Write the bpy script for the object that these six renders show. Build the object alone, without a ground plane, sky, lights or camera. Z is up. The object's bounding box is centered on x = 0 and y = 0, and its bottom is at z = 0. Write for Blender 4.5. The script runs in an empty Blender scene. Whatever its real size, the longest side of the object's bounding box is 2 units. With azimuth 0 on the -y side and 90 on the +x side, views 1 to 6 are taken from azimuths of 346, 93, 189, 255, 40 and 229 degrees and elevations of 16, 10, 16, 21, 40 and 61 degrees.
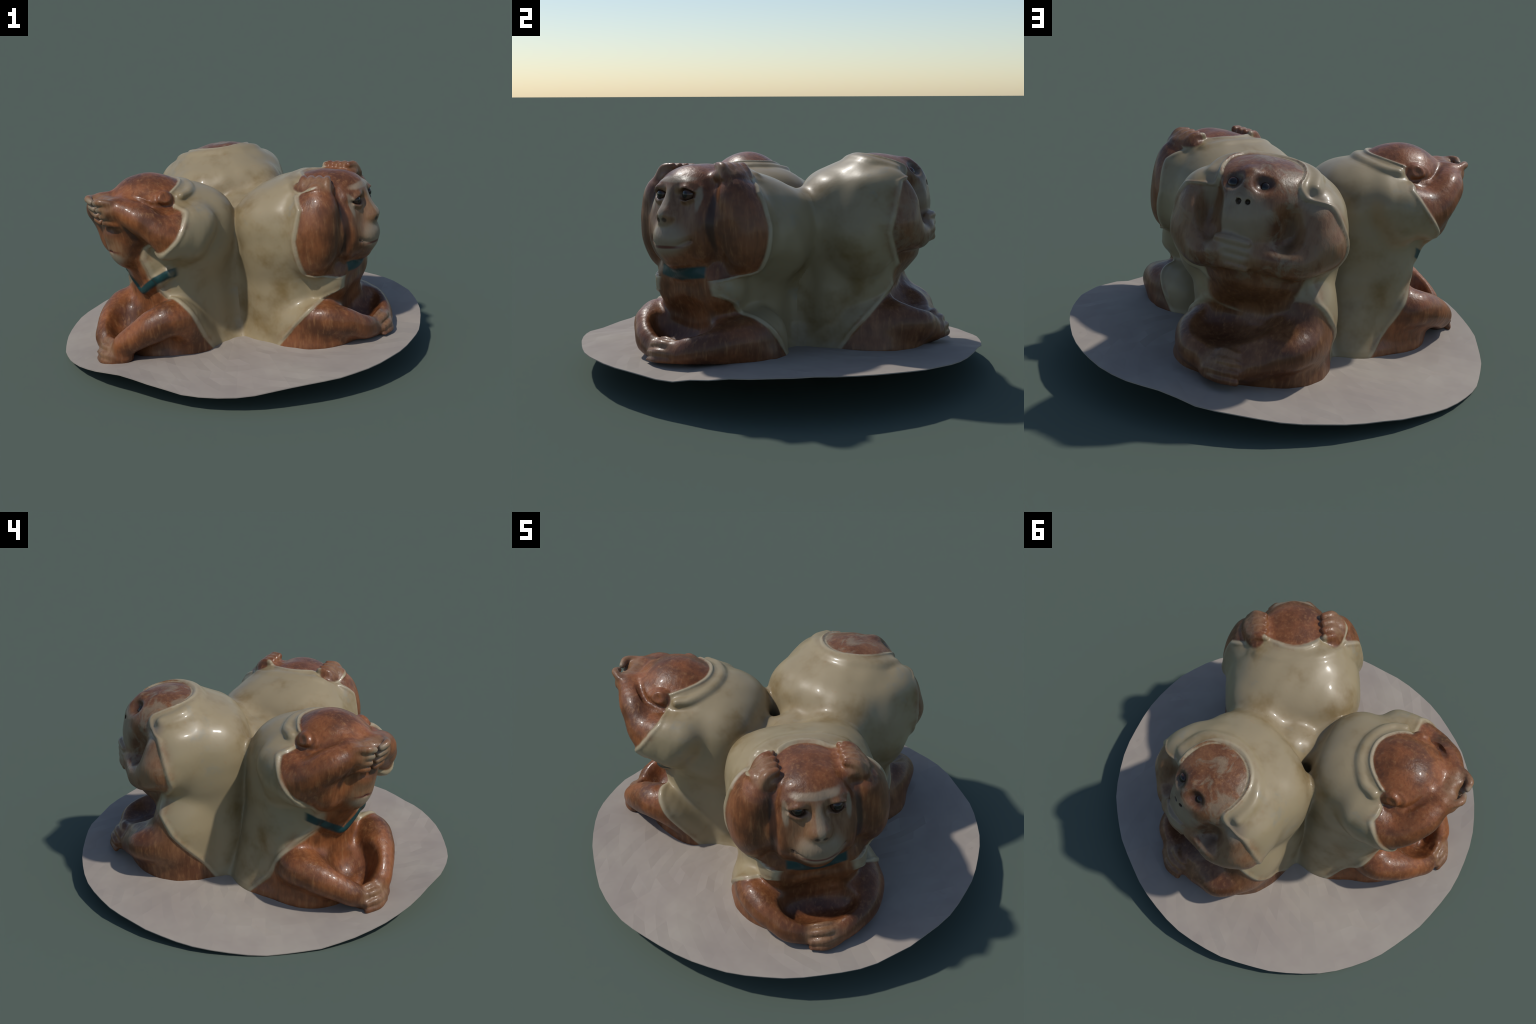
"""Glazed ceramic figurine: three monkeys in cream vests sitting back to back on a
thin round sheet -- one covers its ears, one its eyes, one its mouth.

The bodies are one smooth surface: a blend of ellipsoids, tapered limbs and carved
creases, described per monkey in its own frame (f = outwards, l = its left, z = up),
meshed once and then separated into named anatomical parts."""
import bpy, math
import numpy as np
from mathutils import Matrix, Vector

VOX = 0.0066                     # size of the meshing step
TILT = math.radians(5.1)         # the whole figurine leans: +x side is higher
LIFT = 0.1032                    # height of the sheet's middle
YAW = dict(A=-40.0, B=202.0, C=86.0)          # A ears, B eyes, C mouth
SIDE = dict(A=0.035, B=0.015, C=-0.015)       # sideways shift of each monkey

FIG = Matrix.Translation((0, 0, LIFT)) @ Matrix.Rotation(-TILT, 4, 'Y')
def frame(m):
    return Matrix.Rotation(math.radians(YAW[m]), 4, 'Z') @ Matrix.Translation((0, SIDE[m], 0))

# ------------------------------------------------------------------ primitives
def rot3(rx=0, ry=0, rz=0):
    return np.array((Matrix.Rotation(math.radians(rz), 3, 'Z') @ Matrix.Rotation(math.radians(ry), 3, 'Y')
                     @ Matrix.Rotation(math.radians(rx), 3, 'X')), np.float32)

class Ell:
    """ellipsoid; rot turns it about its centre"""
    def __init__(s, c, r, rot=(0, 0, 0)):
        s.c, s.r, s.M = np.array(c, np.float32), np.array(r, np.float32), rot3(*rot)
        e = np.sqrt(((s.M * s.r) ** 2).sum(1)); s.lo, s.hi = s.c - e, s.c + e
    def __call__(s, p):
        q = (p - s.c) @ s.M
        a = q / s.r
        k0 = np.sqrt((a * a).sum(-1)) + 1e-9
        b = a / s.r
        k1 = np.sqrt((b * b).sum(-1)) + 1e-9
        return k0 * (k0 - 1) / k1

class Block(Ell):
    """superellipsoid: an ellipsoid with squarer shoulders (p above 2)"""
    def __init__(s, c, r, rot=(0, 0, 0), p=2.8):
        super().__init__(c, r, rot); s.p = p
        e = np.abs(s.M) @ s.r; s.lo, s.hi = s.c - e, s.c + e
    def __call__(s, q):
        a = np.abs(((q - s.c) @ s.M) / s.r) + 1e-6
        k = (a ** s.p).sum(-1) ** (1 / s.p)
        g = np.sqrt((((a / k[..., None]) ** (s.p - 1) / s.r) ** 2).sum(-1))
        return (k - 1) / g

class Tube:
    """limb through control points with a radius at each; flat squashes it along an axis"""
    def __init__(s, pts, rad, n=6):
        P, R = np.array(pts, float), np.array(rad, float)
        if len(P) > 2 and n > 1:
            PP = np.vstack([2 * P[0] - P[1], P, 2 * P[-1] - P[-2]])
            out, ro = [], []
            for i in range(len(P) - 1):
                a, b, c, d = PP[i:i + 4]
                for t in np.arange(n) / n:
                    out.append(.5 * (2 * b + (c - a) * t + (2 * a - 5 * b + 4 * c - d) * t * t + (3 * b - a - 3 * c + d) * t ** 3))
                    u = t * t * (3 - 2 * t); ro.append(R[i] * (1 - u) + R[i + 1] * u)
            P, R = np.array(out + [P[-1]]), np.array(ro + [R[-1]])
        s.P, s.R = P.astype(np.float32), R.astype(np.float32)
        s.lo, s.hi = (s.P - s.R[:, None]).min(0), (s.P + s.R[:, None]).max(0)
    def __call__(s, p):
        best = None
        for a, b, ra, rb in zip(s.P[:-1], s.P[1:], s.R[:-1], s.R[1:]):
            ab = b - a
            t = np.clip(((p - a) @ ab) / (ab @ ab + 1e-9), 0, 1)
            q = p - a - t[..., None] * ab
            d = np.sqrt((q * q).sum(-1)) - (ra + (rb - ra) * t)
            best = d if best is None else np.minimum(best, d)
        return best

def smin(a, b, k):
    h = np.maximum(k - np.abs(a - b), 0) / k
    return np.minimum(a, b) - h * h * k * .25
def smax(a, b, k):
    return -smin(-a, -b, k)

# ------------------------------------------------------------------ the monkeys
def mirror(pts):
    return [(f, -l, z) for f, l, z in pts]

def digits(ops, rows, r, part, k=.012):
    """fingers or toes side by side, barely blended so that a crease stays between neighbours"""
    for P in rows:
        ops.append(('add', Tube(P, [r, r * 1.05, r * .85], 4), k, part))

def legs(ops, left, right, foot=(.80, 0, .06), over=1, hip_f=.42, hip_in=.03, rad=(.105, .092, .084, .07, .055)):
    """bent legs lying in a ring in front, the feet folded over one another.
    left, right: (sideways reach, height) of the knee"""
    ff, fl, fz = foot
    for sgn, (kl, kz) in zip((1, -1), (left, right)):
        P = [(hip_f, (kl - hip_in) * sgn, .11), (.56, kl * sgn, kz), (.67, (kl - .03) * sgn, kz - .01),
             (ff - .03, (kl - .12) * sgn + fl * .5, .5 * kz + .5 * fz), (ff, .03 * sgn + fl, fz)]
        ops.append(('add', Tube(P, rad), .05, 'leg'))
    # the foot on top: a flat palm with four toes laid across the other ankle
    s = over
    ops.append(('add', Ell((ff + .0, fl + .065 * s, fz + .01), (.055, .07, .055), (0, 0, 20 * s)), .03, 'foot'))
    rows = [[(ff + df * .8, fl + .07 * s, fz + dz * .85), (ff + df + .014, fl + .005 * s, fz + dz + .004), (ff + df + .004, fl - .06 * s, fz + dz - .004)]
            for df, dz in ((-.006, .070), (.028, .050), (.050, .016), (.056, -.018))]
    digits(ops, rows, .0195, 'foot', k=.007)

def monkey_A():
    """hands over the ears, face open and looking straight out"""
    o = []
    o += [('add', Block((.33, -.06, .20), (.225, .26, .42)), .05, 'vest'),
          ('add', Block((.34, 0, .578), (.25, .342, .245), (0, -10, 0), p=2.9), .10, 'vest'),
          ('add', Ell((.44, 0, .76), (.22, .21, .10), (0, -10, 0)), .10, 'vest'),
          ('add', Ell((.50, 0, .29), (.19, .20, .24)), .06, 'torso'),
          ('add', Block((.49, -.01, .07), (.26, .33, .17), p=2.4), .05, 'leg')]
    legs(o, (.255, .10), (.285, .155), foot=(.785, 0, .03), over=1, rad=(.105, .092, .085, .07, .055))
    o += [('sub', Ell((.71, 0, .165), (.078, .165, .11)), .045, None),
          ('sub', Ell((.40, .37, .37), (.13, .07, .075)), .08, None)]      # hollow of the lap
    # head
    o += [('add', Ell((.555, 0, .675), (.215, .20, .205)), .05, 'head'),
          ('add', Ell((.655, 0, .775), (.095, .15, .09)), .06, 'head'),
          ('add', Ell((.715, 0, .545), (.105, .12, .11)), .05, 'head'),
          ('add', Tube([(.725, 0, .78), (.757, 0, .72), (.785, 0, .665)], [.024, .026, .034]), .06, 'head'),
          ('add', Ell((.792, 0, .645), (.036, .042, .028)), .03, 'head'),
          ('add', Ell((.69, 0, .455), (.07, .085, .05)), .04, 'head')]
    for s in (1, -1):
        o += [('add', Ell((.665, .12 * s, .60), (.09, .095, .17)), .04, 'head'),
              ('sub', Ell((.775, .082 * s, .744), (.036, .046, .036)), .03, None),
              ('add', Tube([(.752, .045 * s, .762), (.762, .085 * s, .774), (.745, .125 * s, .756)], [.010, .011, .009]), .012, 'head'),
              ('add', Tube([(.755, .048 * s, .722), (.758, .085 * s, .712), (.742, .122 * s, .726)], [.009, .010, .008]), .012, 'head'),
              ('add', Tube([(.735, .03 * s, .785), (.735, .085 * s, .79), (.70, .14 * s, .76)], [.014, .016, .014]), .03, 'head'),
              ('sub', Ell((.826, .018 * s, .632), (.010, .010, .009)), .01, None)]
    o += [('sub', Tube([(.75, -.115, .545), (.805, -.06, .515), (.828, 0, .51), (.805, .06, .515), (.75, .115, .545)], [.008] * 5), .014, None)]
    # arms: broad flaps along the cheeks, hands laid on the crown
    for s in (1, -1):
        o += [('add', Ell((.555, .245 * s, .60), (.135, .125, .22), (6 * s, 0, 0)), .04, 'arm'),
              ('add', Ell((.585, .15 * s, .34), (.10, .10, .13)), .05, 'vest'),
              ('add', Tube([(.60, .25 * s, .66), (.615, .235 * s, .74), (.59, .21 * s, .80)], [.08, .075, .06]), .04, 'arm'),
              ('sub', Tube([(.68, .18 * s, .45), (.735, .195 * s, .60), (.72, .195 * s, .72), (.68, .175 * s, .82)], [.010, .014, .014, .010]), .03, None)]
        o += [('add', Ell((.58, .205 * s, .81), (.065, .05, .05)), .03, 'hand'),
              ('add', Ell((.575, .175 * s, .825), (.085, .05, .042)), .02, 'hand'),
              ('add', Ell((.515, .185 * s, .825), (.05, .055, .042)), .02, 'hand')]
        digits(o, [[(.645 - .043 * i, .225 * s, .81), (.635 - .043 * i, .195 * s, .858), (.62 - .043 * i, .15 * s, .868)] for i in range(4)], .021, 'hand')
        o += [('add', Tube([(.50, .21 * s, .805), (.41, .215 * s, .775), (.37, .24 * s, .70)], [.016, .018, .012]), .03, 'vest')]   # folds of the collar
    o += [('add', Tube([(.42, -.19, .825), (.385, -.10, .845), (.38, 0, .85), (.385, .10, .845), (.42, .19, .825)], [.014] * 5), .03, 'vest')]
    o += [('add', Tube([(.58, .19, .385), (.66, .10, .385), (.685, 0, .39), (.66, -.10, .385), (.58, -.19, .385)], [.026] * 5), .05, 'neck_ribbon')]
    return o

def monkey_B():
    """forearms folded across the eyes, muzzle tucked down"""
    o = []
    o += [('add', Block((.33, -.06, .20), (.225, .255, .43)), .05, 'vest'),
          ('add', Ell((.30, -.22, .06), (.17, .14, .22)), .06, 'vest'),
          ('add', Block((.345, -.012, .63), (.25, .282, .245), (0, -9, 0), p=2.7), .10, 'vest'),
          ('add', Ell((.455, -.01, .34), (.15, .20, .28)), .08, 'torso'),
          ('add', Ell((.44, -.17, .36), (.13, .13, .17)), .06, 'vest'),
          ('add', Block((.50, -.04, .08), (.25, .25, .20), p=2.3), .05, 'leg')]
    legs(o, (.225, .24), (.24, .205), foot=(.825, 0, .07), over=1, hip_f=.44, hip_in=.07, rad=(.105, .10, .092, .075, .058))
    o += [('sub', Ell((.71, -.01, .25), (.105, .12, .135)), .045, None)]
    # head: broad crown, face falling back to a small chin
    o += [('add', Ell((.52, 0, .765), (.23, .21, .205), (0, -4, 0)), .05, 'head'),
          ('add', Ell((.655, 0, .73), (.11, .14, .17), (0, -20, 0)), .05, 'head'),
          ('add', Ell((.692, 0, .60), (.06, .07, .085)), .06, 'head'),
          ('add', Ell((.745, 0, .70), (.045, .05, .04)), .04, 'head'),
          ('add', Ell((.56, -.02, .53), (.11, .16, .13)), .08, 'head'),
          ('add', Ell((.65, -.16, .65), (.08, .085, .11)), .06, 'arm'),
          ('sub', Tube([(.725, -.06, .62), (.762, 0, .612), (.725, .06, .62)], [.004] * 3), .012, None)]
    o += [('add', Ell((.755, 0, .825), (.036, .06, .06)), .03, 'hand')]
    for s in (1, -1):
        o += [('add', Tube([(.46, .25 * s, .65), (.59 - .008 * s, .25 * s, .70), (.68 - .015 * s, .185 * s, .785), (.745, .085 * s, .845)], [.10, .09, .08, .062]), .06, 'arm'),
              ('add', Tube([(.40, .26 * s, .72), (.51, .27 * s, .73), (.60, .265 * s, .62)], [.085, .07, .03]), .06, 'vest')]
        o += [('add', Ell((.765, .07 * s, .84), (.05, .05, .045)), .03, 'hand')]
        digits(o, [[(.775 - .008 * i, .10 * s, .876 - .036 * i), (.822 - .012 * i, .060 * s, .888 - .037 * i), (.826 - .012 * i, .020 * s, .878 - .037 * i)] for i in range(4)], .0185, 'hand', k=.006)
        # ear lying against the side of the crown
        o += [('add', Ell((.53, .19 * s, .865), (.042, .02, .036), (25 * s, 20, 15 * s)), .02, 'ear'),
              ('sub', Ell((.535, .207 * s, .872), (.024, .010, .02), (25 * s, 20, 15 * s)), .012, None),
              ('sub', Tube([(.50, .215 * s, .825), (.61, .185 * s, .845), (.68, .11 * s, .905)], [.008, .010, .008]), .02, None)]
    o += [('add', Tube([(.44, -.20, .86), (.37, -.165, .865), (.31, -.06, .875), (.31, .06, .875), (.37, .165, .865), (.44, .20, .86)], [.011] * 6), .03, 'vest')]
    o += [('add', Tube([(.555, .18, .48), (.60, .10, .42), (.61, 0, .36), (.60, -.10, .42), (.555, -.18, .48)], [.022] * 5), .03, 'neck_ribbon')]
    return o

def monkey_C():
    """hands over the mouth, flat crown, face looking upwards"""
    o = []
    o += [('add', Block((.33, .02, .20), (.23, .295, .44)), .05, 'vest'),
          ('add', Block((.345, 0, .625), (.255, .335, .262), (0, -7, 0), p=2.7), .10, 'vest'),
          ('add', Block((.47, -.01, .735), (.155, .34, .148), p=2.6), .06, 'vest'),
          ('add', Ell((.45, 0, .822), (.18, .22, .10)), .08, 'vest'),
          ('add', Ell((.43, .01, .34), (.155, .28, .24)), .08, 'torso'),
          ('add', Ell((.48, .245, .25), (.16, .12, .20)), .06, 'vest'),
          ('add', Block((.48, .0, .09), (.26, .325, .19), p=2.3), .05, 'leg')]
    legs(o, (.255, .19), (.225, .14), foot=(.75, -.03, .08), over=-1, rad=(.105, .10, .092, .075, .058))
    o += [('add', Tube([(.58, .20, .21), (.67, .10, .19), (.70, 0, .15)], [.085, .075, .06]), .05, 'leg')]
    o += [('sub', Ell((.65, -.06, .275), (.12, .15, .09), (18, 0, 0)), .045, None)]
    hf = -.04
    o += [('add', Block((.50, -.02, .76), (.20, .22, .17), (0, 5, 0), p=2.5), .05, 'head'),
          ('add', Ell((.595, hf, .67), (.12, .17, .19)), .06, 'head'),
          ('add', Ell((.56, 0, .50), (.13, .20, .13)), .08, 'head'),
          ('add', Tube([(.62, hf, .885), (.66, hf, .845), (.675, hf, .81)], [.026, .03, .035]), .05, 'head'),
          ('add', Ell((.64, hf, .70), (.085, .12, .12)), .05, 'head')]
    for s in (1, -1):
        o += [('sub', Ell((.665, hf + .068 * s, .872), (.026, .034, .024)), .035, None),
              ('sub', Ell((.708, hf + .018 * s, .795), (.011, .011, .011)), .012, None)]
    # arms: flaps beside the head, forearms across the chin
    o += [('add', Ell((.54, -.262, .66), (.14, .11, .19)), .05, 'arm'),
          ('add', Ell((.42, -.27, .56), (.15, .11, .19)), .06, 'vest'),
          ('add', Tube([(.58, -.29, .60), (.655, -.22, .55), (.705, -.10, .57)], [.085, .07, .05]), .05, 'arm'),
          ('add', Ell((.52, .255, .67), (.14, .11, .17)), .05, 'arm'),
          ('add', Tube([(.58, .28, .62), (.655, .20, .565), (.70, .04, .57)], [.09, .075, .05]), .05, 'arm'),
          ('sub', Ell((.70, .15, .70), (.07, .04, .075), (0, 20, 0)), .05, None),
          ('sub', Ell((.69, -.20, .73), (.09, .04, .09)), .04, None),
          ('sub', Tube([(.63, -.205, .84), (.68, -.20, .76), (.69, -.17, .66)], [.022, .05, .038]), .04, None)]
    o += [('add', Ell((.70, -.125, .575), (.05, .05, .045)), .03, 'hand')]
    digits(o, [[(.715, -.13, .635 - .035 * i), (.742, -.07, .642 - .035 * i), (.735, .0, .632 - .035 * i)] for i in range(4)], .018, 'hand')
    o += [('add', Tube([(.56, -.225, .86), (.44, -.20, .89), (.35, -.07, .905), (.35, .06, .905), (.44, .19, .89), (.56, .22, .86)], [.018] * 6), .03, 'vest')]
    return o

MONKEYS = dict(A=monkey_A(), B=monkey_B(), C=monkey_C())

# ------------------------------------------------------------------ field and meshing
LO = np.array((-.98, -.92, -.035)); HI = np.array((.98, .98, 1.06))
SH = np.ceil((HI - LO) / VOX).astype(int)

def block(lo, hi):
    a = np.clip(np.floor((lo - LO) / VOX).astype(int), 0, SH - 1)
    b = np.clip(np.ceil((hi - LO) / VOX).astype(int) + 1, 1, SH)
    ax = [LO[i] + VOX * np.arange(a[i], b[i]) for i in range(3)]
    P = np.stack(np.meshgrid(*ax, indexing='ij'), -1).astype(np.float32)
    return tuple(slice(a[i], b[i]) for i in range(3)), P

def monkey_field(m):
    M = np.array(frame(m)); Mi = np.linalg.inv(M)
    D = np.full(SH, .25, np.float32)
    for op, prim, k, _ in MONKEYS[m]:
        pad = k + .03
        cs = np.array([[x, y, z, 1] for x in (prim.lo[0] - pad, prim.hi[0] + pad) for y in (prim.lo[1] - pad, prim.hi[1] + pad)
                       for z in (prim.lo[2] - pad, prim.hi[2] + pad)]) @ M.T
        sl, P = block(cs[:, :3].min(0), cs[:, :3].max(0))
        d = prim((P @ Mi[:3, :3].T.astype(np.float32)) + Mi[:3, 3].astype(np.float32))
        D[sl] = smin(D[sl], d, k) if op == 'add' else smax(D[sl], -d, k)
    return D

def bridge(D, prim, k):
    sl, P = block(prim.lo - k - .03, prim.hi + k + .03)
    D[sl] = smin(D[sl], prim(P), k)

def surface_nets(D):
    s = D < 0
    c = [s[i:s.shape[0] - 1 + i, j:s.shape[1] - 1 + j, k:s.shape[2] - 1 + k] for i in (0, 1) for j in (0, 1) for k in (0, 1)]
    n = sum(x.astype(np.int8) for x in c)
    cells = np.argwhere((n > 0) & (n < 8))
    idx = np.full(n.shape, -1, np.int64)
    idx[tuple(cells.T)] = np.arange(len(cells))
    acc = np.zeros((len(cells), 3)); cnt = np.zeros(len(cells))
    corner = [(i, j, k) for i in (0, 1) for j in (0, 1) for k in (0, 1)]
    val = {q: D[cells[:, 0] + q[0], cells[:, 1] + q[1], cells[:, 2] + q[2]] for q in corner}
    for q in corner:
        for ax in range(3):
            if q[ax] == 0:
                r = list(q); r[ax] = 1; r = tuple(r)
                a, b = val[q], val[r]
                cr = (a < 0) != (b < 0)
                t = np.where(cr, a / np.where(cr, a - b, 1), 0)
                pos = np.tile(np.array(q, float), (len(cells), 1)); pos[:, ax] += t
                acc[cr] += pos[cr]; cnt[cr] += 1
    V = LO + VOX * (cells + acc / cnt[:, None])
    F = []
    for ax in range(3):
        o1, o2 = (ax + 1) % 3, (ax + 2) % 3
        a = [slice(None)] * 3; b = [slice(None)] * 3
        a[ax] = slice(0, -1); b[ax] = slice(1, None)
        sa, sb = s[tuple(a)], s[tuple(b)]
        e = np.argwhere(sa != sb)
        e = e[(e[:, o1] > 0) & (e[:, o2] > 0) & (e[:, o1] < D.shape[o1] - 1) & (e[:, o2] < D.shape[o2] - 1)]
        inside = s[tuple(e.T)]
        def cell(d1, d2):
            x = e.copy(); x[:, o1] -= d1; x[:, o2] -= d2
            return idx[tuple(x.T)]
        q = np.stack([cell(1, 1), cell(0, 1), cell(0, 0), cell(1, 0)], 1)
        q[~inside] = q[~inside][:, ::-1]
        F.append(q)
    return V, np.vstack(F)

fields = {m: monkey_field(m) for m in 'ABC'}
# the backs run into one another; the crevice between eyes and ears stays deepest
def polar(deg, r, z):
    return (r * math.cos(math.radians(deg)), r * math.sin(math.radians(deg)), z)
D = smin(smin(fields['A'], fields['C'], .06), fields['B'], .045)
bridge(D, Tube([(0, 0, -.02), (0, 0, .38), (.0, .0, .62)], [.15, .12, .08]), .10)
bridge(D, Tube([polar(23.5, .17, -.02), polar(23.5, .17, .30)], [.10, .09]), .08)
bridge(D, Tube([polar(-104, .16, -.02), polar(-102, .16, .58)], [.085, .085]), .08)
bridge(D, Tube([polar(23.5, .20, .42), polar(23.5, .26, .58), polar(23.5, .24, .66)], [.07, .09, .06]), .12)
bridge(D, Tube([polar(23.5, .20, .64), polar(23.5, .08, .64)], [.055, .055]), .10)
# cut level with the sheet
zz = LO[2] + VOX * np.arange(SH[2])
gx, gy = np.meshgrid(LO[0] + VOX * np.arange(SH[0]), LO[1] + VOX * np.arange(SH[1]), indexing='ij')
flare = np.clip((.74 - np.hypot(gx, gy)) / .12, 0, 1)                     # the glaze runs out into the sheet, but not over the toes
D -= (flare[:, :, None] * (.036 * np.clip(1 - (zz - .012) / .13, 0, 1) ** 2)[None, None, :]).astype(np.float32)
D = np.maximum(D, (.006 - zz)[None, None, :].astype(np.float32))
V, F = surface_nets(D)

# light smoothing then gentle hand-modelled unevenness
def normals(V, F):
    a = V[F[:, 2]] - V[F[:, 0]]; b = V[F[:, 3]] - V[F[:, 1]]
    n = np.cross(a, b); N = np.zeros_like(V)
    for i in range(4):
        for x in range(3):
            N[:, x] += np.bincount(F[:, i], n[:, x], len(V))
    return N / (np.linalg.norm(N, axis=1, keepdims=True) + 1e-12)
def smooth(V, F, w):
    S = np.zeros_like(V); c = np.zeros(len(V))
    for i in range(4):
        j = F[:, (i + 1) % 4]; k = F[:, i]
        for x in range(3):
            S[:, x] += np.bincount(k, V[j, x], len(V)) + np.bincount(j, V[k, x], len(V))
        c += np.bincount(k, minlength=len(V)) + np.bincount(j, minlength=len(V))
    return V * (1 - w) + w * S / c[:, None]
V = smooth(smooth(V, F, .5), F, .3)
# ------------------------------------------------------------------ split into parts
def classify(C):
    """for face centres: which monkey and which of its parts is nearest"""
    best = np.full(len(C), 9.); lab = np.zeros(len(C), int); names = []
    for m in 'ABC':
        Mi = np.linalg.inv(np.array(frame(m)))
        p = (C @ Mi[:3, :3].T + Mi[:3, 3]).astype(np.float32)
        for op, prim, k, part in MONKEYS[m]:
            if op != 'add':
                continue
            d = prim(p)
            if part == 'neck_ribbon':
                d = d - .004
            for side in ((1, -1) if part in ('arm', 'leg', 'hand', 'foot', 'ear') else (0,)):
                key = (m, part, side)
                if key not in names:
                    names.append(key)
                ok = d < best
                if side:
                    c = (prim.lo[1] + prim.hi[1]) / 2
                    if part == 'foot':
                        if side < 0: continue
                    elif c * side < 0:
                        continue
                best = np.where(ok, d, best); lab[ok] = names.index(key)
    return lab, names

C = V[F].mean(1)
lab, names = classify(C)
for _ in range(3):            # majority vote of neighbouring faces keeps the borders tidy
    votes = np.zeros((len(V), len(names)), np.float32)
    for i in range(4):
        np.add.at(votes, (F[:, i], lab), 1)
    lab = votes[F].sum(1).argmax(1)

def srgb(h):
    c = [int(h[i:i + 2], 16) / 255 for i in (0, 2, 4)]
    return tuple(x / 12.92 if x <= .04045 else ((x + .055) / 1.055) ** 2.4 for x in c) + (1,)

# colour areas in each monkey's own frame: (centre, radii, rotation)
def both(c, r, rot=(0, 0, 0)):
    return [(c, r, rot), ((c[0], -c[1], c[2]), r, (-rot[0], rot[1], -rot[2]))]

AREAS = dict(
    # edge: where the vest ends and fur begins, as (height, f) along the side of the body
    A=dict(edge=[(0, .36), (.15, .49), (.26, .60), (.31, .70), (.36, .70), (.41, .54), (.60, .52), (.75, .55), (.84, .48), (.88, .43), (1, .40)],
           fur=[((.62, 0, .31), (.20, .185, .15), (0, 0, 0))] + both((.56, .20, .85), (.11, .065, .065)),
           tan=[((.78, 0, .65), (.14, .145, .17), (0, 0, 0))] + both((.59, .20, .85), (.09, .06, .05)) + [((.82, -.005, .07), (.06, .085, .07), (0, 0, 0))],
           pale=[((.77, 0, .55), (.12, .105, .075), (0, 0, 0)), ((.80, 0, .69), (.10, .02, .09), (0, 0, 0)), ((.74, 0, .812), (.06, .12, .016), (0, 0, 0))]  # narrow middle blob paints the highlight along the nose bridge
                + both((.74, .138, .73), (.05, .014, .06)),
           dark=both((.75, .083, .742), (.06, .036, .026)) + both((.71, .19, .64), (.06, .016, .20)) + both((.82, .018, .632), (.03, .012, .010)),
           lip=[((.80, 0, .512), (.06, .085, .007), (0, 0, 0))],
           brown=srgb('7E4C2C'), vee=(.385, .12, .028, .13)),
    B=dict(edge=[(0, .36), (.12, .45), (.27, .53), (.44, .62), (.56, .66), (.62, .65), (.70, .58), (.80, .50), (.87, .43), (.92, .34), (1, .33)],
           fur=both((.54, .195, .865), (.065, .045, .055)),
           tan=[((.80, 0, .86), (.09, .11, .09), (0, 0, 0)), ((.76, 0, .60), (.08, .10, .10), (0, 0, 0)), ((.86, 0, .10), (.06, .085, .07), (0, 0, 0))],
           pale=[((.76, 0, .575), (.06, .07, .035), (0, 0, 0)), ((.84, 0, .85), (.035, .06, .055), (0, 0, 0))],
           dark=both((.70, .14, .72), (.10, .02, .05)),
           lip=[((.74, 0, .612), (.05, .055, .007), (0, 0, 0))],
           brown=srgb('8A522E'), vee=(.355, .62, .024, .20)),
    C=dict(edge=[(0, .31), (.10, .38), (.29, .55), (.38, .60), (.44, .58), (.57, .55), (.70, .58), (.82, .60), (.88, .52), (.93, .37), (1, .35)],
           fur=[((.58, 0, .37), (.12, .20, .12), (0, 0, 0))],
           tan=both((.62, .25, .66), (.14, .13, .15)) + [((.77, -.045, .11), (.06, .085, .08), (0, 0, 0)), ((.72, -.03, .62), (.10, .12, .12), (0, 0, 0))],
           pale=[((.70, -.04, .73), (.10, .115, .10), (0, 0, 0)), ((.65, .24, .83), (.10, .07, .06), (0, 0, 0)), ((.74, -.05, .61), (.04, .07, .07), (0, 0, 0)), ((.63, -.21, .82), (.09, .03, .09), (0, 0, 0))],
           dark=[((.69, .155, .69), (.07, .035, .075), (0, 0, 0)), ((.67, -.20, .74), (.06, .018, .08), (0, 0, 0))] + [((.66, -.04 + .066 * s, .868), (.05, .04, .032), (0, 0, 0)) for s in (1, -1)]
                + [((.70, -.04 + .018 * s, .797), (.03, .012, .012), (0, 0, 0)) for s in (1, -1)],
           lip=[],
           brown=srgb('7A5134'), vee=None),
)

# hands, feet and ears keep their shape: uneven dents and hem only elsewhere
thin = np.array([n[1] in ('hand', 'foot', 'ear') for n in names])
solid = np.ones((len(V), 1)); solid[F[thin[lab]]] = 0
solid = np.repeat(solid, 3, 1)
for _ in range(6):
    solid = smooth(solid, F, .8)
solid = solid[:, 0]
rng = np.random.default_rng(7)
N = normals(V, F)
lump = np.zeros(len(V))
for amp, freq, n in ((.006, 8, 7), (.0024, 22, 8), (.0009, 60, 8)):
    for _ in range(n):
        d = rng.normal(size=3); d *= freq / np.linalg.norm(d)
        lump += amp / math.sqrt(n) * np.sin(V @ d + rng.uniform(0, 6.28))
V = V + N * (solid * lump * np.clip((V[:, 2] - .0) / .04, 0, 1))[:, None]

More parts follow.
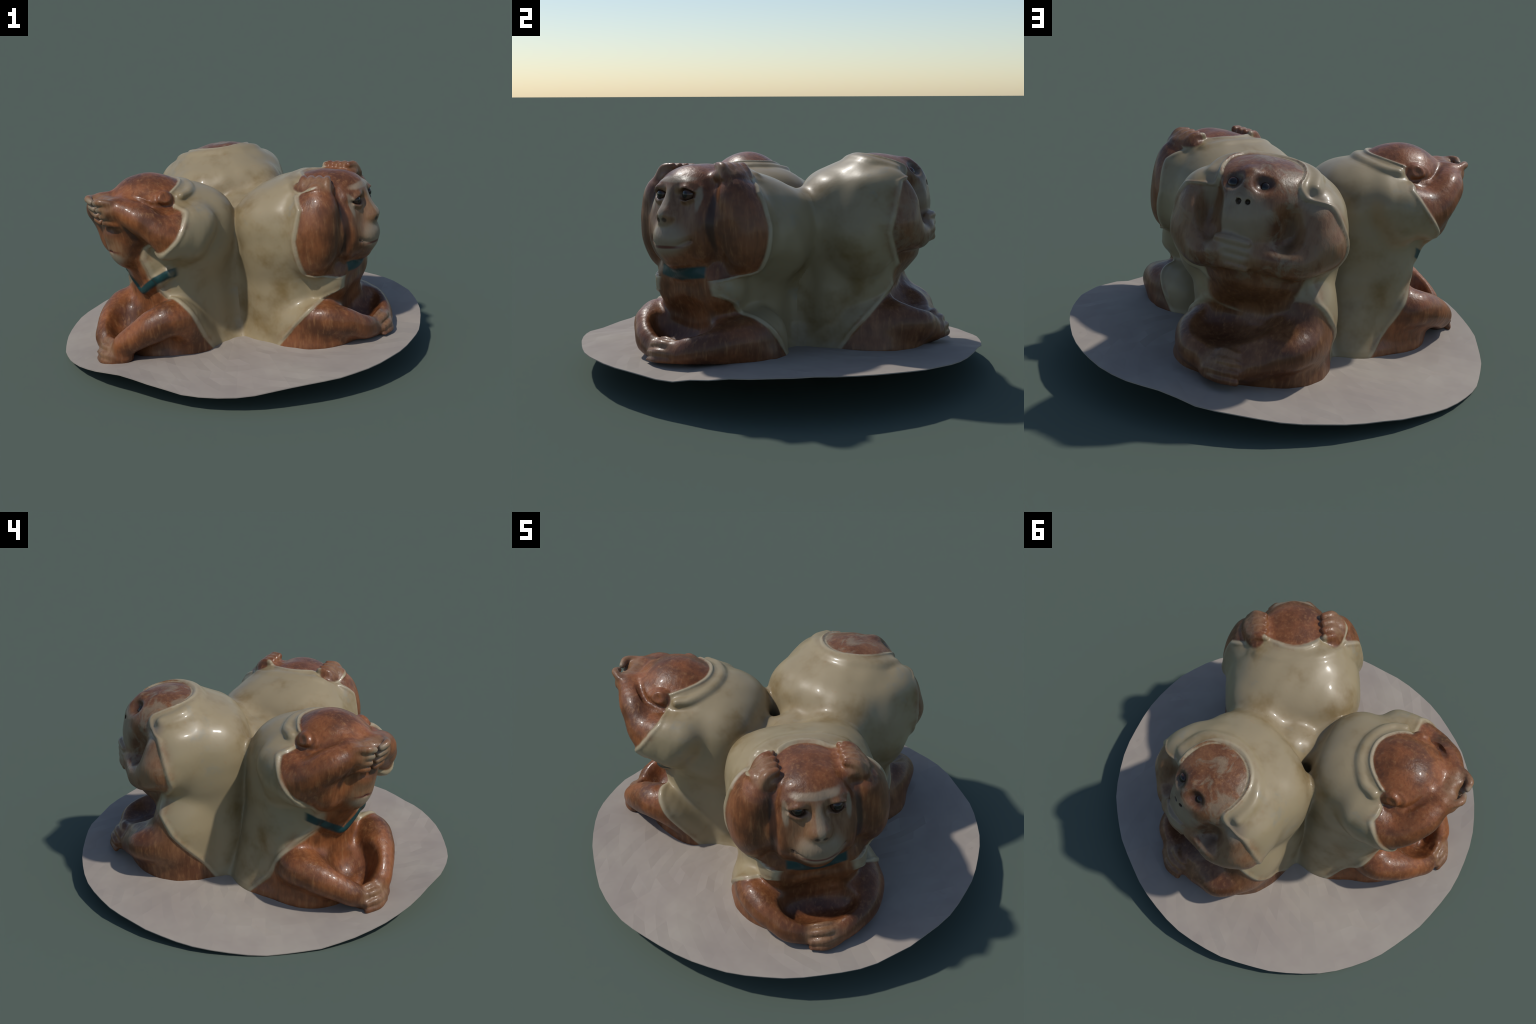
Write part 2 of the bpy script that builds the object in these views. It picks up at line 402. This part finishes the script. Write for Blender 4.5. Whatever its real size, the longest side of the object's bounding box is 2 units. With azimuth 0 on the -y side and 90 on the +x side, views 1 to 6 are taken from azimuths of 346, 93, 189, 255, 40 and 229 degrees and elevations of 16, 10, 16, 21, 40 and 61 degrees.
# the vest's hem is a raised, rolled edge
def step(x, lo, hi):
    t = np.clip((x - lo) / (hi - lo), 0, 1); return t * t * (3 - 2 * t)
N = normals(V, F)
hem = np.zeros(len(V))
for m in 'ABC':
    mine = np.zeros(len(V), bool)
    mine[F[np.array([names[i][0] == m for i in range(len(names))])[lab]]] = True
    Mi = np.linalg.inv(np.array(frame(m)))
    p = V @ Mi[:3, :3].T + Mi[:3, 3]
    E = AREAS[m]['edge']
    side = p[:, 0] - np.interp(p[:, 2], [z for z, _ in E], [f for _, f in E]) - 3 * p[:, 1] ** 2 * step(p[:, 2], .80, .88)
    h = .008 * step(-side, -.004, .010) - .005 + .005 * np.exp(-((side + .018) / .012) ** 2)
    for c, r, _ in AREAS[m]['fur']:          # no hem across hands, ears and chest
        h = h * step((((p - np.array(c)) / np.array(r)) ** 2).sum(1), 1., 1.5)
    hem[mine] = (h * step(p[:, 2], .03, .09))[mine]
V = V + N * (hem * solid)[:, None]
V = smooth(V, F, .25)
N = normals(V, F)

# ------------------------------------------------------------------ materials
class Tree:
    """small helper for writing node networks as expressions"""
    def __init__(s, name):
        s.mat = bpy.data.materials.new(name); s.mat.use_nodes = True
        s.t = s.mat.node_tree; s.t.nodes.clear()
        s.out = s.t.nodes.new('ShaderNodeOutputMaterial')
        s.bsdf = s.t.nodes.new('ShaderNodeBsdfPrincipled')
        s.t.links.new(s.bsdf.outputs[0], s.out.inputs[0])
    def set(s, sock, v):
        if isinstance(v, bpy.types.NodeSocket): s.t.links.new(v, sock)
        else: sock.default_value = v
    def coord(s):
        return s.t.nodes.new('ShaderNodeTexCoord').outputs['Object']
    def noise(s, vec, scale, detail=3, rough=.55, dist=0, out='Fac'):
        n = s.t.nodes.new('ShaderNodeTexNoise'); s.set(n.inputs['Vector'], vec)
        n.inputs['Scale'].default_value = scale; n.inputs['Detail'].default_value = detail
        n.inputs['Roughness'].default_value = rough; n.inputs['Distortion'].default_value = dist
        return n.outputs[out]
    def math(s, op, a, b=0., c=None):
        n = s.t.nodes.new('ShaderNodeMath'); n.operation = op
        s.set(n.inputs[0], a); s.set(n.inputs[1], b)
        if c is not None: s.set(n.inputs[2], c)
        return n.outputs[0]
    def vmath(s, op, a, b=None, out=0, scale=None):
        n = s.t.nodes.new('ShaderNodeVectorMath'); n.operation = op
        s.set(n.inputs[0], a)
        if b is not None: s.set(n.inputs[1], b)
        if scale is not None: s.set(n.inputs['Scale'], scale)
        return n.outputs[out]
    def ramp(s, v, lo, hi, a=0., b=1.):
        n = s.t.nodes.new('ShaderNodeMapRange'); n.interpolation_type = 'SMOOTHSTEP'
        s.set(n.inputs[0], v)
        for i, x in enumerate((lo, hi, a, b)): n.inputs[i + 1].default_value = x
        return n.outputs[0]
    def mix(s, fac, a, b, mode='MIX'):
        n = s.t.nodes.new('ShaderNodeMix'); n.data_type = 'RGBA'; n.blend_type = mode
        s.set(n.inputs['Factor'], fac)
        s.set(n.inputs['A'], a); s.set(n.inputs['B'], b)
        return n.outputs['Result']
    def stretch(s, vec, loc=(0, 0, 0), rot=(0, 0, 0), scale=(1, 1, 1)):
        n = s.t.nodes.new('ShaderNodeMapping'); n.vector_type = 'POINT'
        s.set(n.inputs['Vector'], vec)
        n.inputs['Location'].default_value = loc; n.inputs['Rotation'].default_value = [math.radians(x) for x in rot]
        n.inputs['Scale'].default_value = scale
        return n.outputs[0]
    def blob(s, vec, c, r, rot=(0, 0, 0), soft=.15):
        """soft mask: 1 inside an ellipsoid, 0 outside"""
        n = s.t.nodes.new('ShaderNodeMapping'); n.vector_type = 'TEXTURE'
        s.set(n.inputs['Vector'], vec)
        n.inputs['Location'].default_value = c; n.inputs['Rotation'].default_value = [math.radians(x) for x in rot]
        n.inputs['Scale'].default_value = r
        l = s.vmath('LENGTH', n.outputs[0], out='Value')
        return s.ramp(l, 1 - soft, 1 + soft, 1., 0.)
    def any(s, masks):
        v = masks[0]
        for m in masks[1:]: v = s.math('MAXIMUM', v, m)
        return v

CREAM, CREAM_DARK = srgb('978769'), srgb('7C6742')
BROWN, BROWN_DARK, BROWN_LIGHT = srgb('7E4E2F'), srgb('57331D'), srgb('9C7049')
PALE, TAN, DARK, TEAL, LIP = srgb('8F7E68'), srgb('856448'), srgb('2E1B13'), srgb('15393A'), srgb('63352B')

def glaze(m):
    """painted glaze of one monkey: cream vest, brown fur, pale face, dark eye rings, teal ribbon"""
    A = AREAS[m]
    t = Tree('monkey_glaze')
    P = t.coord()
    wob = t.noise(P, 9, 3, .6, out='Color')
    P2 = t.vmath('ADD', P, t.vmath('SCALE', t.vmath('SUBTRACT', wob, (.5, .5, .5)), scale=.022))
    strands = t.noise(t.stretch(P2, scale=(60, 60, 9)), 1.0, 3, .6)
    strands2 = t.noise(t.stretch(P2, rot=(0, 60, 30), scale=(55, 55, 8)), 1.0, 3, .6)
    patch = t.noise(P, 6, 4, .6)
    fine = t.noise(P, 40, 3, .6)
    hair = t.math('MULTIPLY_ADD', strands, .5, t.math('MULTIPLY', strands2, .5))
    fur = t.mix(t.ramp(patch, .34, .66), BROWN_DARK, A['brown'])
    fur = t.mix(t.math('MULTIPLY', t.ramp(hair, .48, .72), .5), fur, BROWN_LIGHT)
    fur = t.mix(t.math('MULTIPLY', t.ramp(hair, .50, .34), .45), fur, BROWN_DARK)
    cream = t.mix(t.ramp(t.noise(P, 4.5, 4, .6), .45, .75), CREAM, CREAM_DARK)
    cream = t.mix(t.math('MULTIPLY', t.ramp(fine, .6, .8), .25), cream, BROWN_LIGHT)
    cream = t.mix(t.ramp(t.noise(t.stretch(P, loc=(3, 1, 2)), 5, 4, .6, .4), .60, .72, 0., .45), cream, srgb('7F8076'))     # grey-blue patches
    P3 = t.vmath('ADD', P, t.vmath('SCALE', t.vmath('SUBTRACT', wob, (.5, .5, .5)), scale=.010))
    sep = t.t.nodes.new('ShaderNodeSeparateXYZ'); t.set(sep.inputs[0], P3)
    curve = t.t.nodes.new('ShaderNodeFloatCurve'); t.set(curve.inputs['Value'], sep.outputs[2])
    pts = curve.mapping.curves[0].points
    for i, (z, f) in enumerate(A['edge']):
        if 0 < i < len(A['edge']) - 1: pts.new(z, f)
        else: pts[0 if i == 0 else len(pts) - 1].location = (z, f)
    for q in pts: q.handle_type = 'VECTOR'
    curve.mapping.update()
    high = t.ramp(sep.outputs[2], .80, .88)          # on the crown the edge runs round in a bow
    bow = t.math('MULTIPLY', t.math('MULTIPLY', sep.outputs[1], sep.outputs[1]), t.math('MULTIPLY', high, 3.0))
    side = t.math('SUBTRACT', sep.outputs[0], t.math('ADD', curve.outputs[0], bow))
    if m == 'C':      # the glaze has run: cream and grey mottling over the fur of the upper body
        mott = t.math('MULTIPLY', t.ramp(t.noise(P, 11, 5, .65, .6), .46, .62), t.ramp(sep.outputs[2], .40, .52))
        fur = t.mix(t.math('MULTIPLY', mott, .6), fur, srgb('857862'))
    furmask = t.any([t.ramp(side, -.006, .008)] + [t.blob(P2, *a, soft=.08) for a in A['fur']])
    # brown wash bleeding from the fur over the hem and pooled smears on the cloth
    smear = t.math('MULTIPLY', t.ramp(side, -.075, -.005), t.ramp(t.noise(P, 12, 4, .65), .46, .70))
    cream = t.mix(t.math('MULTIPLY', smear, .55), cream, BROWN)
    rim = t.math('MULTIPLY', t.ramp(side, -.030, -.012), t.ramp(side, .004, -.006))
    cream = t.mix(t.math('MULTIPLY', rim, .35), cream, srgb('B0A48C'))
    col = t.mix(furmask, cream, fur)
    if A['tan']:
        col = t.mix(t.math('MULTIPLY', t.any([t.blob(P2, *a, soft=.3) for a in A['tan']]), t.ramp(hair, .35, .6, .45, .95)), col, TAN)
    col = t.mix(t.math('MULTIPLY', t.any([t.blob(P2, *a, soft=.3) for a in A['pale']]), t.ramp(patch, .2, .6, .5, .9)), col, PALE)
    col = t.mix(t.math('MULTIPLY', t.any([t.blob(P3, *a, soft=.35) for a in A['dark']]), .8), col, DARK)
    if A['lip']:
        col = t.mix(t.any([t.blob(P, *a, soft=.5) for a in A['lip']]), col, LIP)
    if A['vee']:
        z0, sl, hw, lm = A['vee']
        al = t.math('ABSOLUTE', sep.outputs[1])
        dz = t.math('ABSOLUTE', t.math('SUBTRACT', sep.outputs[2], t.math('MULTIPLY_ADD', al, sl, z0)))
        vee = t.math('MULTIPLY', t.ramp(dz, hw * .7, hw * 1.2, 1., 0.), t.math('MULTIPLY', t.ramp(al, lm, lm + .02, 1., 0.), t.ramp(sep.outputs[0], .50, .53)))
        col = t.mix(vee, col, TEAL)
    t.set(t.bsdf.inputs['Base Color'], col)
    t.bsdf.inputs['Roughness'].default_value = .42
    t.bsdf.inputs['Coat Weight'].default_value = .14
    t.bsdf.inputs['Coat Roughness'].default_value = .10
    t.bsdf.inputs['Specular IOR Level'].default_value = .36
    b = t.t.nodes.new('ShaderNodeBump'); b.inputs['Strength'].default_value = .45; b.inputs['Distance'].default_value = .006
    t.set(b.inputs['Height'], t.math('MULTIPLY_ADD', t.math('MULTIPLY', hair, furmask), 1.0, t.math('MULTIPLY', fine, .15)))
    t.set(t.bsdf.inputs['Normal'], b.outputs[0])
    return t.mat

def sheet_material():
    t = Tree('grey_sheet')
    P = t.coord()
    v = t.t.nodes.new('ShaderNodeTexVoronoi'); v.inputs['Scale'].default_value = 7
    t.set(v.inputs['Vector'], t.vmath('ADD', P, t.vmath('SCALE', t.noise(P, 3, 3, out='Color'), scale=.3)))
    bw = t.t.nodes.new('ShaderNodeRGBToBW'); t.set(bw.inputs[0], v.outputs['Color'])
    col = t.mix(t.ramp(t.noise(P, 2.2, 4, .6), .3, .7), srgb('968B82'), srgb('A2988C'))
    col = t.mix(t.math('MULTIPLY', bw.outputs[0], .12), col, srgb('897D75'))
    col = t.mix(t.ramp(t.noise(P, 14, 4, .6), .68, .82, 0, .35), col, srgb('6F6764'))
    t.set(t.bsdf.inputs['Base Color'], col)
    t.bsdf.inputs['Roughness'].default_value = .85
    return t.mat

def eye_material():
    t = Tree('eye_glaze')
    P = t.coord()
    l = t.vmath('LENGTH', t.stretch(P, scale=(0, 1, 1)), out='Value')
    col = t.mix(t.ramp(l, .013, .020), srgb('17120F'), srgb('4A3226'))
    t.set(t.bsdf.inputs['Base Color'], col)
    t.bsdf.inputs['Roughness'].default_value = .2
    return t.mat

# ------------------------------------------------------------------ objects
root = bpy.data.objects.new('monkey_figurine', None)
bpy.context.scene.collection.objects.link(root)
root.empty_display_size = .1
root['label'] = 'glazed ceramic figurine of three seated monkeys back to back'
root['category'] = 'figurine'

def link(name, mesh, world, mats=()):
    ob = bpy.data.objects.new(name, mesh)
    for m in mats: mesh.materials.append(m)
    bpy.context.scene.collection.objects.link(ob)
    ob.parent = root
    ob.matrix_world = world
    return ob

GLAZE = {m: glaze(m) for m in 'ABC'}
for gi, (m, part, side) in enumerate(names):
    fs = F[lab == gi]
    if len(fs) < 12:
        continue
    used, inv = np.unique(fs, return_inverse=True)
    fr = frame(m)
    Mi = np.linalg.inv(np.array(fr))
    v = V[used] @ Mi[:3, :3].T + Mi[:3, 3]
    n = N[used] @ Mi[:3, :3].T
    me = bpy.data.meshes.new(part)
    me.from_pydata(v.tolist(), [], inv.reshape(-1, 4).tolist())
    me.polygons.foreach_set('use_smooth', np.ones(len(fs), bool))
    me.update()
    me.normals_split_custom_set_from_vertices(n.tolist())
    link(part, me, FIG @ fr, [GLAZE[m]])

# eyes
eye_mat = eye_material()
def ball(r, squash=1.):
    me = bpy.data.meshes.new('eye')
    nu, nv = 24, 14
    vs = [(squash * r * math.cos(math.pi * (j / nv - .5)) * math.cos(2 * math.pi * i / nu), r * math.cos(math.pi * (j / nv - .5)) * math.sin(2 * math.pi * i / nu),
           r * math.sin(math.pi * (j / nv - .5))) for j in range(nv + 1) for i in range(nu)]
    fs = [(j * nu + i, j * nu + (i + 1) % nu, (j + 1) * nu + (i + 1) % nu, (j + 1) * nu + i) for j in range(nv) for i in range(nu)]
    me.from_pydata(vs, [], fs); me.polygons.foreach_set('use_smooth', np.ones(len(fs), bool)); me.materials.append(eye_mat)
    return me
eye_mesh = ball(.030)
for m, pos in (('A', (.733, .083, .742)), ('A', (.733, -.083, .742)), ('C', (.626, .026, .842)), ('C', (.626, -.106, .842))):
    link('eye', eye_mesh, FIG @ frame(m) @ Matrix.Translation(pos) @ Matrix.Rotation(math.radians(-35 if m == 'C' else 0), 4, 'Y'))

# the sheet the monkeys sit on: thin, round, slightly wavy rim
RIM = [(-180, -.003), (-165, .033), (-152, .062), (-143, .088), (-137, .086), (-128, .06), (-117, .026), (-106, .008), (-88, .02), (-70, 0),
       (-53, -.008), (-36, -.02), (-27, -.037), (-19, -.014), (-8, .006), (10, .011), (37, .007), (57, .005), (71, .026), (80, .010), (92, .012),
       (104, .007), (125, .010), (150, -.002), (166, -.012), (180, -.003)]
def sheet():
    """thin round sheet; its rim heights follow RIM (angle, height), one sharp fold by the eye-coverer's feet"""
    nr, na, th = 15, 72, .004
    dent = np.random.default_rng(11)
    top, bot = [], []
    for i in range(nr + 1):
        for j in range(na):
            a = 2 * math.pi * j / na
            R = 1.0 + .006 * math.sin(3 * a + 1) + .004 * math.sin(7 * a + 2) - .004 * abs(math.sin(11 * a)) - .003
            r = R * i / nr
            u = i / nr
            deg = (math.degrees(a) + 180) % 360 - 180
            lift = np.interp(deg, [x for x, _ in RIM], [y for _, y in RIM])
            z = lift * u ** 2.2 + .018 * (1 - u ** 3)
            z += .009 * math.exp(-((deg + 100) / 40) ** 2) * math.sin(math.pi * u) ** 2
            z += dent.normal() * .0016 * min(1, 3 * u)
            x, y = r * math.cos(a) * 1.008 - .008, r * math.sin(a) * 1.005
            top.append((x, y, z)); bot.append((x, y, z - th))
    vs = top + bot + top[nr * na:] + bot[nr * na:]; n = len(top); fs = []
    for i in range(nr):
        for j in range(na):
            k = (j + 1) % na
            a, b, c, d = i * na + j, i * na + k, (i + 1) * na + k, (i + 1) * na + j
            fs.append((a, d, c, b)); fs.append((n + a, n + b, n + c, n + d))
    for j in range(na):
        k = (j + 1) % na
        a, b = nr * na + j, nr * na + k
        fs.append((2 * n + j, 2 * n + na + j, 2 * n + na + k, 2 * n + k))
    me = bpy.data.meshes.new('base_sheet')
    me.from_pydata(vs, [], fs)
    me.polygons.foreach_set('use_smooth', np.zeros(len(fs), bool))
    me.validate(); me.update()
    return me
link('base_sheet', sheet(), FIG, [sheet_material()])
bpy.context.view_layer.update()
